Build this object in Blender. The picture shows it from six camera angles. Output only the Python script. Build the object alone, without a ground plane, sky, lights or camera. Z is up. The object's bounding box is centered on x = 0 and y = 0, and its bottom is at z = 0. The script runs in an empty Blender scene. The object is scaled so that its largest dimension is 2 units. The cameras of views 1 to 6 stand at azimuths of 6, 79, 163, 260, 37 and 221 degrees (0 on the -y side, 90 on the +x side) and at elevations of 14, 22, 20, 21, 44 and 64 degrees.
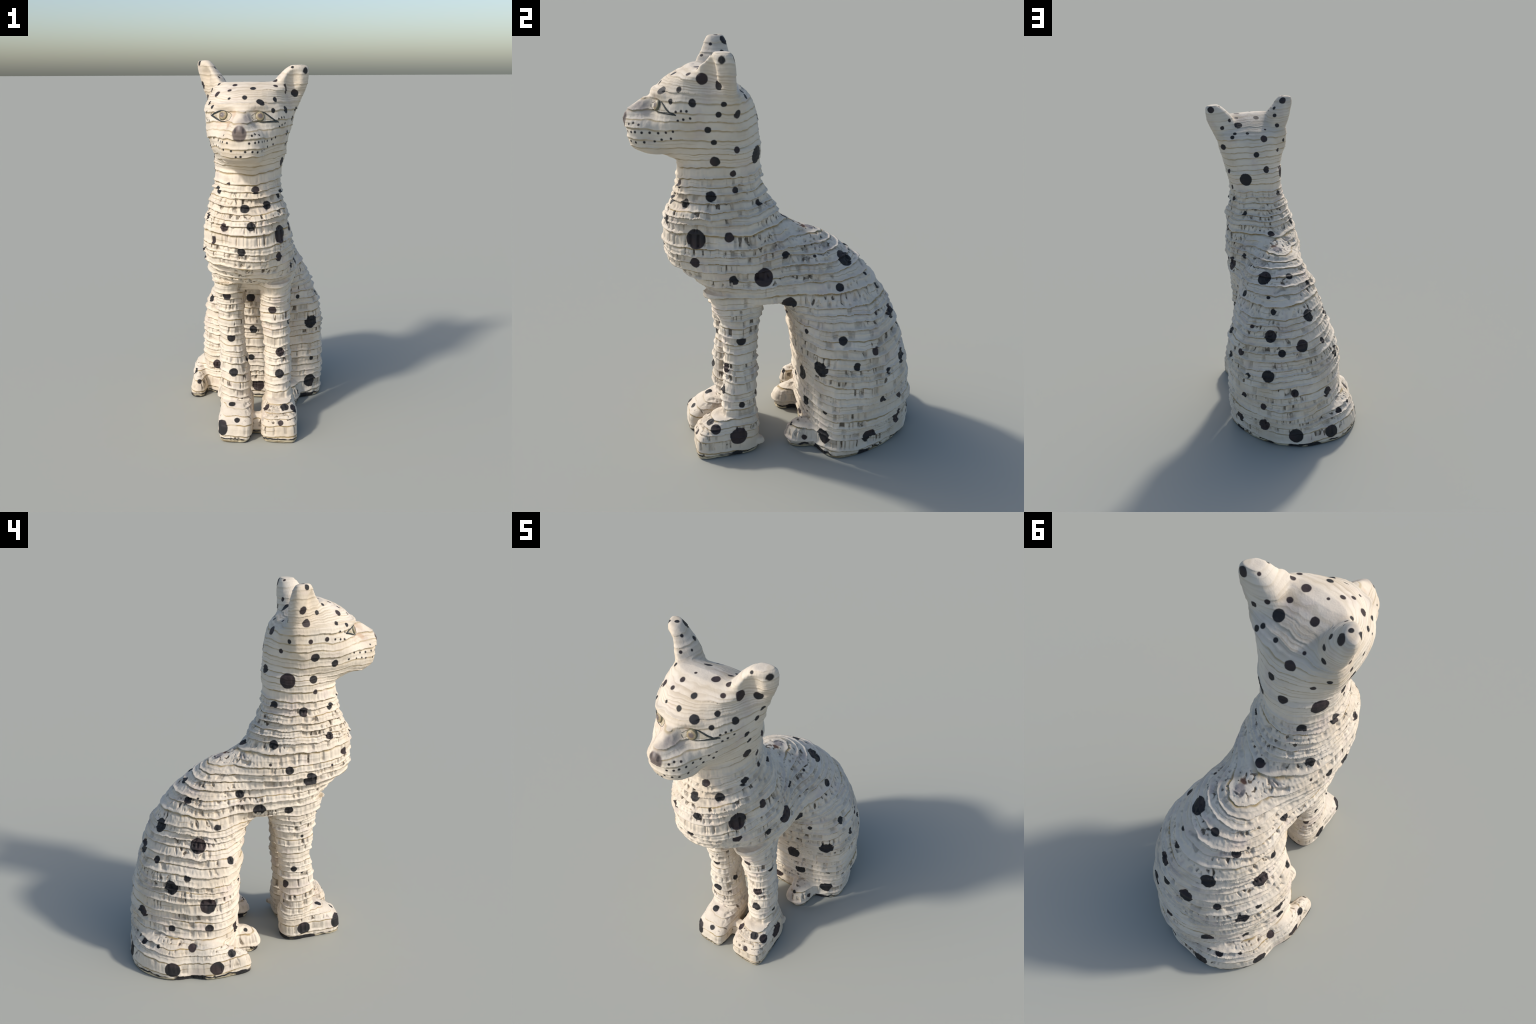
"""Seated cat sculpture: a stack of hand-cut corrugated-board layers, coated white
and painted with charcoal spots.  The body is one implicit surface (stacked
cross-sections blended together), meshed, given its layer relief, then cut into
anatomical parts."""
import bpy
import numpy as np
from mathutils import Vector
from mathutils.bvhtree import BVHTree

# ------------------------------------------------------------------ helpers
GRID = 0.0066          # metres, spacing of the meshing grid
SHEET = 0.0425         # thickness of one layer of board on the body
THINNER = 3.5          # extra layers per metre above the chest, where thinner board is used


def hermite(zq, z, v):
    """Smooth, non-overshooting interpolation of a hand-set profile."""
    z = np.asarray(z, float); v = np.asarray(v, float)
    d = np.diff(v) / np.diff(z)
    m = np.zeros_like(v)
    same = d[1:] * d[:-1] > 0
    m[1:-1] = np.where(same, 2 * d[1:] * d[:-1] / np.where(same, d[1:] + d[:-1], 1), 0)
    m[0], m[-1] = d[0], d[-1]
    zq = np.clip(zq, z[0], z[-1])
    i = np.clip(np.searchsorted(z, zq, side="right") - 1, 0, len(z) - 2)
    h = z[i + 1] - z[i]
    t = (zq - z[i]) / h
    return ((2*t**3 - 3*t**2 + 1) * v[i] + (t**3 - 2*t**2 + t) * h * m[i]
            + (-2*t**3 + 3*t**2) * v[i + 1] + (t**3 - t**2) * h * m[i + 1])


def smin(a, b, k):
    h = np.clip(0.5 + 0.5 * (b - a) / k, 0, 1)
    return b + (a - b) * h - k * h * (1 - h)


def smoothstep(a, b, x):
    t = np.clip((x - a) / (b - a), 0, 1)
    return t * t * (3 - 2 * t)


# ------------------------------------------------------------------ Perlin noise
# the same lattice noise as the Noise Texture node with detail 0, so that relief
# and colour can follow one rule
def _rot(x, k):
    return (x << np.uint32(k)) | (x >> np.uint32(32 - k))


def _hash3(x, y, z):
    with np.errstate(over="ignore"):
        s = np.uint32(0xdeadbeef + (3 << 2) + 13)
        a = x + s; b = y + s; c = z + s
        c ^= b; c -= _rot(b, 14)
        a ^= c; a -= _rot(c, 11)
        b ^= a; b -= _rot(a, 25)
        c ^= b; c -= _rot(b, 16)
        a ^= c; a -= _rot(c, 4)
        b ^= a; b -= _rot(a, 14)
        c ^= b; c -= _rot(b, 24)
    return c


def perlin(x, y, z):
    x, y, z = np.broadcast_arrays(np.asarray(x, float), np.asarray(y, float), np.asarray(z, float))
    X, Y, Z = np.floor(x), np.floor(y), np.floor(z)
    fx, fy, fz = x - X, y - Y, z - Z
    X, Y, Z = (k.astype(np.int64).astype(np.uint32) for k in (X, Y, Z))
    fade = lambda t: t * t * t * (t * (t * 6 - 15) + 10)
    u, v, w = fade(fx), fade(fy), fade(fz)

    def g(i, j, k):
        with np.errstate(over="ignore"):
            h = _hash3(X + np.uint32(i), Y + np.uint32(j), Z + np.uint32(k)) & np.uint32(15)
        a, b, c = fx - i, fy - j, fz - k
        p = np.where(h < 8, a, b)
        q = np.where(h < 4, b, np.where((h == 12) | (h == 14), a, c))
        return np.where(h & 1, -p, p) + np.where(h & 2, -q, q)

    lo = (1-v)*((1-u)*g(0,0,0) + u*g(1,0,0)) + v*((1-u)*g(0,1,0) + u*g(1,1,0))
    hi = (1-v)*((1-u)*g(0,0,1) + u*g(1,0,1)) + v*((1-u)*g(0,1,1) + u*g(1,1,1))
    return 0.9820 * ((1-w)*lo + w*hi)


# ------------------------------------------------------------------ body profiles
# each stack: height, left x, right x, front y, rear y, roundness of front and rear
STACKS = {
    "haunch": [
        (-0.02, -.330, .392, .105, .708, 2.4, 1.95), (0.05, -.332, .402, .103, .706, 2.4, 1.85),
        (0.15, -.332, .400, .100, .694, 2.4, 1.85), (0.28, -.332, .402, .092, .680, 2.4, 1.9),
        (0.41, -.326, .401, .080, .652, 2.5, 2.0), (0.53, -.314, .393, .060, .620, 2.4, 2.0),
        (0.63, -.282, .366, .040, .584, 2.3, 2.0), (0.73, -.243, .328, .008, .543, 2.2, 2.0),
        (0.80, -.227, .300, -.05, .506, 2.2, 2.0), (0.86, -.214, .274, -.08, .462, 2.2, 2.0),
        (0.93, -.194, .240, -.08, .404, 2.0, 2.0), (1.00, -.160, .197, -.06, .324, 2.0, 2.0),
        (1.05, -.120, .140, -.03, .256, 2.0, 2.0), (1.09, -.070, .085, .03, .186, 2.0, 2.0),
        (1.105, -.04, .05, .06, .160, 2.0, 2.0)],
    "trunk": [
        (0.80, -.195, .238, -.30, .10, 2.4, 2.2), (0.845, -.212, .250, -.335, .16, 2.3, 2.2),
        (0.885, -.222, .254, -.425, .18, 2.2, 2.2), (0.94, -.221, .247, -.484, .165, 2.1, 1.9),
        (0.970, -.223, .247, -.508, .16, 2.1, 1.8), (0.985, -.228, .245, -.546, .15, 2.1, 1.8), (1.06, -.236, .241, -.565, .14, 2.1, 1.8),
        (1.12, -.233, .229, -.572, .08, 2.1, 1.8), (1.18, -.226, .224, -.566, .005, 2.1, 1.9),
        (1.24, -.210, .214, -.550, -.030, 2.1, 2.0), (1.29, -.197, .199, -.526, -.062, 2.1, 2.0),
        (1.34, -.179, .186, -.507, -.086, 2.1, 2.0), (1.39, -.170, .180, -.498, -.096, 2.1, 2.0),
        (1.44, -.164, .182, -.490, -.101, 2.1, 2.0), (1.49, -.164, .188, -.46, -.104, 2.0, 2.0),
        (1.54, -.164, .196, -.42, -.110, 2.0, 2.0)],
    "cranium": [
        (1.455, -.11, .13, -.47, -.16, 1.8, 2.0), (1.49, -.155, .180, -.525, -.108, 1.7, 1.8),
        (1.515, -.160, .192, -.580, -.106, 1.6, 1.75),
        (1.54, -.164, .200, -.640, -.107, 1.55, 1.7), (1.57, -.176, .207, -.655, -.109, 1.75, 1.7),
        (1.61, -.184, .216, -.652, -.112, 1.9, 1.7), (1.65, -.194, .222, -.632, -.115, 2.1, 1.7),
        (1.685, -.197, .228, -.608, -.122, 2.1, 1.75), (1.715, -.200, .235, -.590, -.130, 2.2, 1.8),
        (1.75, -.202, .243, -.576, -.145, 2.2, 1.9), (1.772, -.202, .240, -.588, -.16, 2.1, 2.0), (1.788, -.197, .240, -.578, -.18, 1.95, 2.0),
        (1.81, -.185, .228, -.558, -.21, 1.85, 2.0), (1.835, -.168, .214, -.535, -.245, 1.9, 2.0),
        (1.86, -.150, .222, -.495, -.285, 1.9, 2.0), (1.88, -.125, .188, -.450, -.325, 2.0, 2.0),
        (1.893, -.10, .15, -.415, -.36, 2.0, 2.0)],
    "snout": [
        (1.515, -.070, .100, -.625, -.48, 2, 2), (1.53, -.078, .106, -.668, -.48, 2, 2),
        (1.55, -.088, .113, -.692, -.48, 2.3, 2), (1.58, -.092, .118, -.702, -.48, 2.6, 2),
        (1.62, -.092, .120, -.705, -.48, 2.6, 2), (1.645, -.085, .115, -.712, -.48, 2.2, 2),
        (1.672, -.068, .098, -.719, -.48, 1.8, 2), (1.69, -.058, .085, -.714, -.48, 1.7, 2),
        (1.708, -.048, .074, -.700, -.48, 1.8, 2), (1.735, -.036, .062, -.662, -.48, 1.8, 2),
        (1.762, -.024, .052, -.622, -.48, 1.8, 2)],
    "ear_left": [
        (1.66, .12, .220, -.33, -.245, 2, 2), (1.72, .12, .231, -.345, -.235, 2, 2), (1.79, .12, .270, -.36, -.238, 2, 2),
        (1.84, .125, 0.292, -.335, -.240, 1.5, 2.6), (1.87, .135, 0.306, -.385, -.243, 1.4, 2.6), (1.90, .150, 0.311, -.395, -.245, 1.4, 2.6),
        (1.93, .176, 0.314, -.372, -.249, 1.5, 2.6), (1.958, .205, 0.313, -.352, -.256, 1.7, 2.6),
        (1.974, .235, 0.300, -.33, -.27, 2, 2.6)],
    "ear_right": [
        (1.66, -.185, -.07, -.31, -.215, 2, 2), (1.72, -.197, -.07, -.32, -.210, 2, 2), (1.79, -.198, -.075, -.335, -.207, 2, 2),
        (1.84, -0.216, -.08, -.355, -.209, 1.6, 2.6), (1.87, -0.225, -.09, -.375, -.209, 1.4, 2.6), (1.90, -0.232, -.105, -.370, -.210, 1.4, 2.6),
        (1.93, -0.240, -.128, -.350, -.213, 1.5, 2.6), (1.962, -0.248, -.155, -.336, -.219, 1.7, 2.6),
        (1.988, -0.249, -.178, -.318, -.23, 2, 2.6), (1.998, -0.240, -.19, -.305, -.24, 2, 2.6)],
    "foreleg_left": [
        (-.02, .092, .253, -.32, -.148, 2.1, 2.2), (.13, .090, .250, -.322, -.146, 2.1, 2.2),
        (.23, .090, .244, -.334, -.147, 2.1, 2.2), (.33, .089, .241, -.328, -.148, 2.1, 2.2),
        (.42, .085, .233, -.315, -.146, 2.1, 2.2), (.52, .083, .230, -.316, -.142, 2.1, 2.2),
        (.61, .068, .226, -.323, -.137, 2.1, 2.2), (.69, .063, .228, -.330, -.128, 2.1, 2.2),
        (.76, .064, .230, -.352, -.112, 2.1, 2.2), (.87, .06, .232, -.405, -.09, 2.1, 2.2)],
    "foreleg_right": [
        (-.02, -.158, .018, -.32, -.138, 2.1, 2.2), (.12, -.158, .018, -.33, -.137, 2.1, 2.2),
        (.225, -.160, .016, -.339, -.144, 2.1, 2.2), (.32, -.160, .006, -.347, -.144, 2.1, 2.2),
        (.42, -.156, -.010, -.337, -.142, 2.1, 2.2), (.51, -.161, -.018, -.323, -.138, 2.1, 2.2),
        (.60, -.170, -.023, -.336, -.128, 2.1, 2.2), (.68, -.175, -.020, -.345, -.114, 2.1, 2.2),
        (.76, -.183, -.016, -.356, -.098, 2.1, 2.2), (.87, -.186, -.012, -.405, -.08, 2.1, 2.2)],
    "forepaw_left": [
        (-.02, .078, .274, -.470, -.15, 5.5, 4), (.05, .074, .277, -.474, -.145, 5.5, 4), (.09, .073, .276, -.474, -.145, 5.5, 4),
        (.13, .077, .270, -.452, -.145, 4.5, 4), (.165, .088, .258, -.412, -.145, 2.8, 4), (.20, .10, .240, -.365, -.15, 2.4, 3)],
    "forepaw_right": [
        (-.02, -.150, .026, -.488, -.14, 5.5, 4), (.05, -.158, .034, -.492, -.14, 5.5, 4), (.09, -.159, .036, -.490, -.14, 5.5, 4),
        (.12, -.154, .032, -.460, -.14, 4.5, 4), (.15, -.150, .028, -.420, -.14, 2.8, 4), (.180, -.145, .020, -.365, -.15, 2.4, 3)],
    "paw_bridge": [(-.02, -.01, .11, -.375, -.30, 3, 3), (.08, -.01, .11, -.37, -.30, 3, 3), (.115, -.01, .11, -.35, -.31, 3, 3)],
    "heel_flap": [(.03, .20, .25, -.18, -.128, 2, 2), (.05, .195, .245, -.18, -.112, 2, 2), (.068, .20, .235, -.18, -.125, 2, 2)],
    "hindpaw_left": [
        (-.02, .135, .270, .0, .26, 3, 3), (.06, .134, .272, -.003, .26, 3, 3), (.095, .138, .265, .014, .26, 2.4, 3),
        (.128, .155, .245, .055, .26, 2, 3)],
    "hindpaw_right": [
        (-.02, -.216, -.090, .004, .18, 3, 3), (.06, -.218, -.088, -.004, .18, 3, 3), (.10, -.206, -.094, .014, .16, 2.4, 3),
        (.128, -.192, -.106, .055, .16, 2, 3), (.148, -.176, -.12, .09, .16, 2, 3)],
}
# where along y each stack is widest, when that is not half way: height, y
WIDEST = {
    "haunch": [(0, .255), (.45, .245), (.7, .225), (.86, .19), (1.0, .14), (1.1, .11)],
    "cranium": [(1.45, -.30), (1.6, -.29), (1.70, -.30), (1.78, -.275), (1.82, -.33), (1.89, -.385)],
    "snout": [(1.5, -.58), (1.67, -.58), (1.76, -.54)],
    "ear_left": [(1.66, -.28), (1.8, -.285), (1.97, -.295)],
    "ear_right": [(1.66, -.26), (1.8, -.262), (1.97, -.265)],
}
# tail lying round the right side of the base: centre x, y, half width, height
TAIL = [(-.350, .122, .049, .128), (-.350, .20, .056, .165), (-.342, .29, .072, .205),
        (-.300, .380, .078, .215), (-.256, .480, .115, .22), (-.135, .575, .132, .20), (.02, .60, .11, .16)]
BLEND = {"haunch": .01, "trunk": .07, "cranium": .03, "snout": .03, "ear_left": .045, "ear_right": .045,
         "foreleg_left": .025, "foreleg_right": .025, "forepaw_left": .014, "forepaw_right": .014,
         "paw_bridge": .02, "heel_flap": .006, "hindpaw_left": .025, "hindpaw_right": .025}


# sideways lean of a section along y
SLANT = {"ear_left": [(1.6, .42), (2, .42)], "ear_right": [(1.6, -.34), (2, -.34)],
         "haunch": [(0, -.08), (.1, -.04), (.2, .02), (.9, .02)],
         "cranium": [(1.5, .045), (1.6, .045), (1.7, .025), (1.78, .05), (1.9, .03)],
         "forepaw_left": [(0, -.08), (1, -.08)], "forepaw_right": [(0, -.05), (1, -.05)]}


def stack_field(name, rows, X, Y, Z):
    """Signed field of a stack of lopsided super-ellipses (metres, approximate)."""
    r = np.array(rows)
    z = Z.ravel()
    xl, xr, yf, yb, nf, nb = (hermite(z, r[:, 0], r[:, k])[None, None, :] for k in range(1, 7))
    cx, rx = (xl + xr) / 2, (xr - xl) / 2
    if name in WIDEST:
        w = np.array(WIDEST[name])
        cy = hermite(z, w[:, 0], w[:, 1])[None, None, :]
    else:
        cy = (yf + yb) / 2
    ry = np.where(Y < cy, cy - yf, yb - cy)
    if name in SLANT:
        w = np.array(SLANT[name])
        cx = cx + hermite(z, w[:, 0], w[:, 1])[None, None, :] * (Y - cy)
    ax = np.abs(X - cx) / rx
    dy = (Y - cy) / ry
    n = np.where(dy < 0, nf, nb)
    ay = np.abs(dy)
    q = (ax ** n + ay ** n + 1e-9) ** (1 / n)
    d = (q - 1) * np.minimum(rx, ry)
    # a truer distance: scale by the local direction of the ellipse
    L = np.sqrt((ax * np.minimum(rx, ry) / rx) ** 2 + (ay * np.minimum(rx, ry) / ry) ** 2) / np.maximum(np.sqrt(ax**2 + ay**2), 1e-6)
    d = d / np.clip(L, .35, 1)
    cap = np.maximum(r[0, 0] - z, z - r[-1, 0])[None, None, :]
    return np.maximum(d, cap)


def build_field():
    xs = np.arange(-.47, .4701, GRID); ys = np.arange(-.77, .7701, GRID); zs = np.arange(-.03, 2.03, GRID)
    F = np.full((len(xs), len(ys), len(zs)), 1.0, np.float32)
    for name, rows in STACKS.items():
        k = BLEND[name]
        r = np.array(rows); pad = .09
        sx = slice(*np.searchsorted(xs, [r[:, 1].min() - pad, r[:, 2].max() + pad]))
        sy = slice(*np.searchsorted(ys, [r[:, 3].min() - pad, r[:, 4].max() + pad]))
        sz = slice(*np.searchsorted(zs, [r[0, 0] - pad, r[-1, 0] + pad]))
        X = xs[sx][:, None, None]; Y = ys[sy][None, :, None]; Z = zs[sz][None, None, :]
        d = stack_field(name, rows, X, Y, Z).astype(np.float32)
        F[sx, sy, sz] = smin(F[sx, sy, sz], d, k)
    # tail: overlapping upright half-ellipsoids along its path
    sx = slice(0, np.searchsorted(xs, .2)); sy = slice(np.searchsorted(ys, 0.0), len(ys)); sz = slice(0, np.searchsorted(zs, .34))
    X = xs[sx][:, None, None]; Y = ys[sy][None, :, None]; Z = zs[sz][None, None, :]
    t = np.arange(len(TAIL)); T = np.array(TAIL); tail = None
    for s in np.linspace(0, len(TAIL) - 1, 26):
        x, y, w, h = (hermite(np.array([s]), t, T[:, c])[0] for c in range(4))
        q = np.sqrt(((X - x) / w) ** 2 + ((Y - y) / w) ** 2 + (np.maximum(Z - .04, 0) / (h - .04)) ** 2)
        d = (q - 1) * w
        tail = d if tail is None else smin(tail, d, .01)
    F[sx, sy, sz] = smin(F[sx, sy, sz], tail.astype(np.float32), .02)
    # the plastered knob where the back is highest
    sx = slice(*np.searchsorted(xs, [-.1, .12])); sy = slice(*np.searchsorted(ys, [.03, .25])); sz = slice(*np.searchsorted(zs, [1.0, 1.2]))
    X = xs[sx][:, None, None] - .012; Y = ys[sy][None, :, None] - .135; Z = zs[sz][None, None, :] - 1.092
    q = (np.sqrt((X / .034) ** 2 + (Y / .034) ** 2 + (Z / .02) ** 2) - 1) * .02
    F[sx, sy, sz] = smin(F[sx, sy, sz], q.astype(np.float32), .02)
    # brow ridge
    sx = slice(*np.searchsorted(xs, [-.2, .22])); sy = slice(*np.searchsorted(ys, [-.68, -.44])); sz = slice(*np.searchsorted(zs, [1.68, 1.87]))
    X = xs[sx][:, None, None] - .004; Y = ys[sy][None, :, None] + .558 - .9 * X ** 2; Z = zs[sz][None, None, :] - 1.784
    q = (np.sqrt((X / .125) ** 2 + (Y / .036) ** 2 + (Z / .017) ** 2) - 1) * .02
    F[sx, sy, sz] = smin(F[sx, sy, sz], q.astype(np.float32), .015)
    # hollowed fronts of the ears
    for ex, ey, ez, a, b, c in ((.252, -.372, 1.880, .046, .050, .075), (-.206, -.335, 1.905, .034, .040, .062)):
        sx = slice(*np.searchsorted(xs, [ex - .12, ex + .12])); sy = slice(*np.searchsorted(ys, [ey - .12, ey + .12])); sz = slice(*np.searchsorted(zs, [ez - .13, ez + .12]))
        X = xs[sx][:, None, None] - ex; Y = ys[sy][None, :, None] - ey; Z = zs[sz][None, None, :] - ez
        q = (np.sqrt((X / a) ** 2 + (Y / b) ** 2 + (Z / c) ** 2) - 1) * b
        F[sx, sy, sz] = -smin(-F[sx, sy, sz], q.astype(np.float32), .018)
    # shallow eye sockets under the brow
    for ex, ey, ez in ((.105, -.615, 1.727), (-.082, -.62, 1.735)):
        sx = slice(*np.searchsorted(xs, [ex - .12, ex + .12])); sy = slice(*np.searchsorted(ys, [ey - .12, ey + .12])); sz = slice(*np.searchsorted(zs, [ez - .12, ez + .12]))
        X = xs[sx][:, None, None] - ex; Y = ys[sy][None, :, None] - ey; Z = zs[sz][None, None, :] - ez
        q = (np.sqrt((X / .043) ** 2 + (Y / .030) ** 2 + (Z / .026) ** 2) - 1) * .026
        F[sx, sy, sz] = -smin(-F[sx, sy, sz], q.astype(np.float32), .012)
    # the profiles were set along the lips of the sheets: take the core back
    F += (.0050 - .0030 * smoothstep(1.40, 1.52, zs))[None, None, :].astype(np.float32)
    # flat underside
    F = np.maximum(F, (0.0 - zs)[None, None, :].astype(np.float32))
    return F, (xs[0], ys[0], zs[0])


def surface_nets(F, origin):
    """Quads and vertices of the zero surface of F."""
    inside = F < 0
    corners = [(i, j, k) for i in (0, 1) for j in (0, 1) for k in (0, 1)]
    n = np.array(F.shape) - 1
    sub = lambda A, c: A[c[0]:c[0] + n[0], c[1]:c[1] + n[1], c[2]:c[2] + n[2]]
    count = sum(sub(inside, c).astype(np.int8) for c in corners)
    cell = (count > 0) & (count < 8)
    idx = np.argwhere(cell)
    num = np.full(n, -1, np.int32); num[cell] = np.arange(len(idx))
    acc = np.zeros((len(idx), 3)); cnt = np.zeros(len(idx))
    val = [F[idx[:, 0] + c[0], idx[:, 1] + c[1], idx[:, 2] + c[2]] for c in corners]
    for a in range(8):
        for b in range(a + 1, 8):
            if sum(abs(p - q) for p, q in zip(corners[a], corners[b])) != 1:
                continue
            va, vb = val[a], val[b]
            cross = (va < 0) != (vb < 0)
            t = np.where(cross, va / np.where(cross, va - vb, 1), 0)
            p = np.array(corners[a])[None] + t[:, None] * (np.array(corners[b]) - np.array(corners[a]))[None]
            acc += np.where(cross[:, None], p, 0); cnt += cross
    verts = (idx + acc / cnt[:, None]) * GRID + np.array(origin)
    quads = []
    for ax in range(3):
        o = [(1, 2), (2, 0), (0, 1)][ax]
        lo = [slice(1, -1)] * 3; hi = [slice(1, -1)] * 3
        lo[ax] = slice(0, -1); hi[ax] = slice(1, None)
        A, B = inside[tuple(lo)], inside[tuple(hi)]
        e = np.argwhere(A != B)
        flip = A[tuple(e.T)]
        base = e.copy()
        for a in range(3):
            if a != ax:
                base[:, a] += 1
        def at(da, db):
            q = base.copy(); q[:, o[0]] += da; q[:, o[1]] += db
            return num[tuple(q.T)]
        q = np.stack([at(-1, -1), at(0, -1), at(0, 0), at(-1, 0)], 1)
        q[~flip] = q[~flip][:, ::-1]
        quads.append(q)
    return verts, np.concatenate(quads)


def mesh_from(name, verts, quads):
    me = bpy.data.meshes.new(name)
    me.vertices.add(len(verts)); me.vertices.foreach_set("co", np.asarray(verts, np.float32).ravel())
    me.loops.add(quads.size); me.loops.foreach_set("vertex_index", quads.astype(np.int32).ravel())
    me.polygons.add(len(quads))
    me.polygons.foreach_set("loop_start", np.arange(0, quads.size, 4, dtype=np.int32))
    me.update(calc_edges=True)
    return me


# ------------------------------------------------------------------ layer relief
WARP = ((.0120, (2.6, 3.4, 1.5), 3.1), (.0052, (9.0, 8.0, 4.0), 11.7), (.0026, (27.0, 27.0, 9.0), 5.3))   # amplitude, frequency, shift
SWELL = ((.22, 23.0, 2.2), (.15, 41.0, .4))      # uneven layer heights: amplitude, frequency, phase


def layer_phase(x, y, z):
    p = z.copy()
    for amp, f, s in WARP:
        p = p + amp * 2 * perlin(x * f[0] + s, y * f[1] + s, z * f[2] + s)
    n = p / SHEET + THINNER * np.maximum(p - 1.2, 0)
    for amp, f, s in SWELL:
        n = n + amp * np.sin(f * p + s)
    return n


def roughness_of(x, y, z):
    """How coarse the board shows: full on the body, fine on head, tail and paws."""
    r = 1 - .66 * smoothstep(1.36, 1.52, z) - .16 * smoothstep(1.76, 1.84, z)
    r = r * (1 - .25 * smoothstep(-.08, -.12, y) * smoothstep(.82, .76, z))
    r = r * (1 - .5 * smoothstep(.16, .12, z) * smoothstep(-.10, -.20, y))
    tail = smoothstep(-.24, -.32, x) * smoothstep(.27, .2, z) * smoothstep(.0, .05, y)
    tail = np.maximum(tail, smoothstep(.45, .6, y) * smoothstep(.14, .09, z) * smoothstep(.2, .0, x))
    r = r * (1 - .6 * tail)
    return r


def relief(co, no):
    x, y, z = co.T
    p = layer_phase(x, y, z)
    layer = np.floor(p); t = p - layer
    rough = roughness_of(x, y, z)
    side = np.sqrt(np.maximum(1 - no[:, 2] ** 2, 0))
    steep = np.where(no[:, 2] > 0, smoothstep(.30, .75, side), smoothstep(.12, .45, side))
    body = smoothstep(1.48, 1.30, z)
    # the lower edge of each sheet curls out as a lip, the sheet below is set back
    lip = np.exp(-(np.maximum(t - .02, 0) / .15) ** 2) * .0072 - .0040 * smoothstep(.72, .95, t)
    lip += .003 * np.exp(-((t - .55) / .06) ** 2) * smoothstep(.0, .3, perlin(x * 3, y * 3, layer * 1.3 + 2.2))
    lip = lip * (.55 + 1.1 * np.clip(.5 + perlin(x * 8, y * 8, layer * 2.37 + .5), 0, 1))
    step = .015 * perlin(x * 3.6, y * 3.6, layer * 1.71 + .3) * rough
    # open flutes of the board: upright slots, some sheets more than others
    flute = perlin(x * 58, y * 58, layer * 3.13 + .7)
    where = smoothstep(-.12, .18, perlin(x * 5, y * 5, layer * 2.21 + 4.4))
    band = smoothstep(.10, .22, t) * smoothstep(1.0, .88, t)
    slot = smoothstep(.12, .30, flute) * where * band * body
    wide = smoothstep(.26, .44, perlin(x * 20, y * 20, layer * 5.1 + 8.2)) * band * body
    d = steep * (rough * lip + step - rough * (.0095 * slot + .0075 * wide))
    d += steep * rough * .0034 * perlin(x * 70, y * 70, z * 16) * band
    d += .0016 * perlin(x * 38, y * 38, z * 38) * (.35 + .65 * rough) + .004 * perlin(x * 12, y * 12, z * 12) * (.4 + .6 * rough)
    d *= smoothstep(.0, .012, z)
    h = no.copy(); h[:, 2] *= .25
    h /= np.maximum(np.linalg.norm(h, axis=1), 1e-6)[:, None]
    co = co + h * d[:, None]
    # on the flat of the back the sheets show as rounded terraces
    flat = (1 - steep) * smoothstep(.75, .85, z) * body * (no[:, 2] > 0)
    co[:, 2] -= flat * .62 * SHEET * np.sin(2 * np.pi * t) / (2 * np.pi)
    return co


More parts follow.
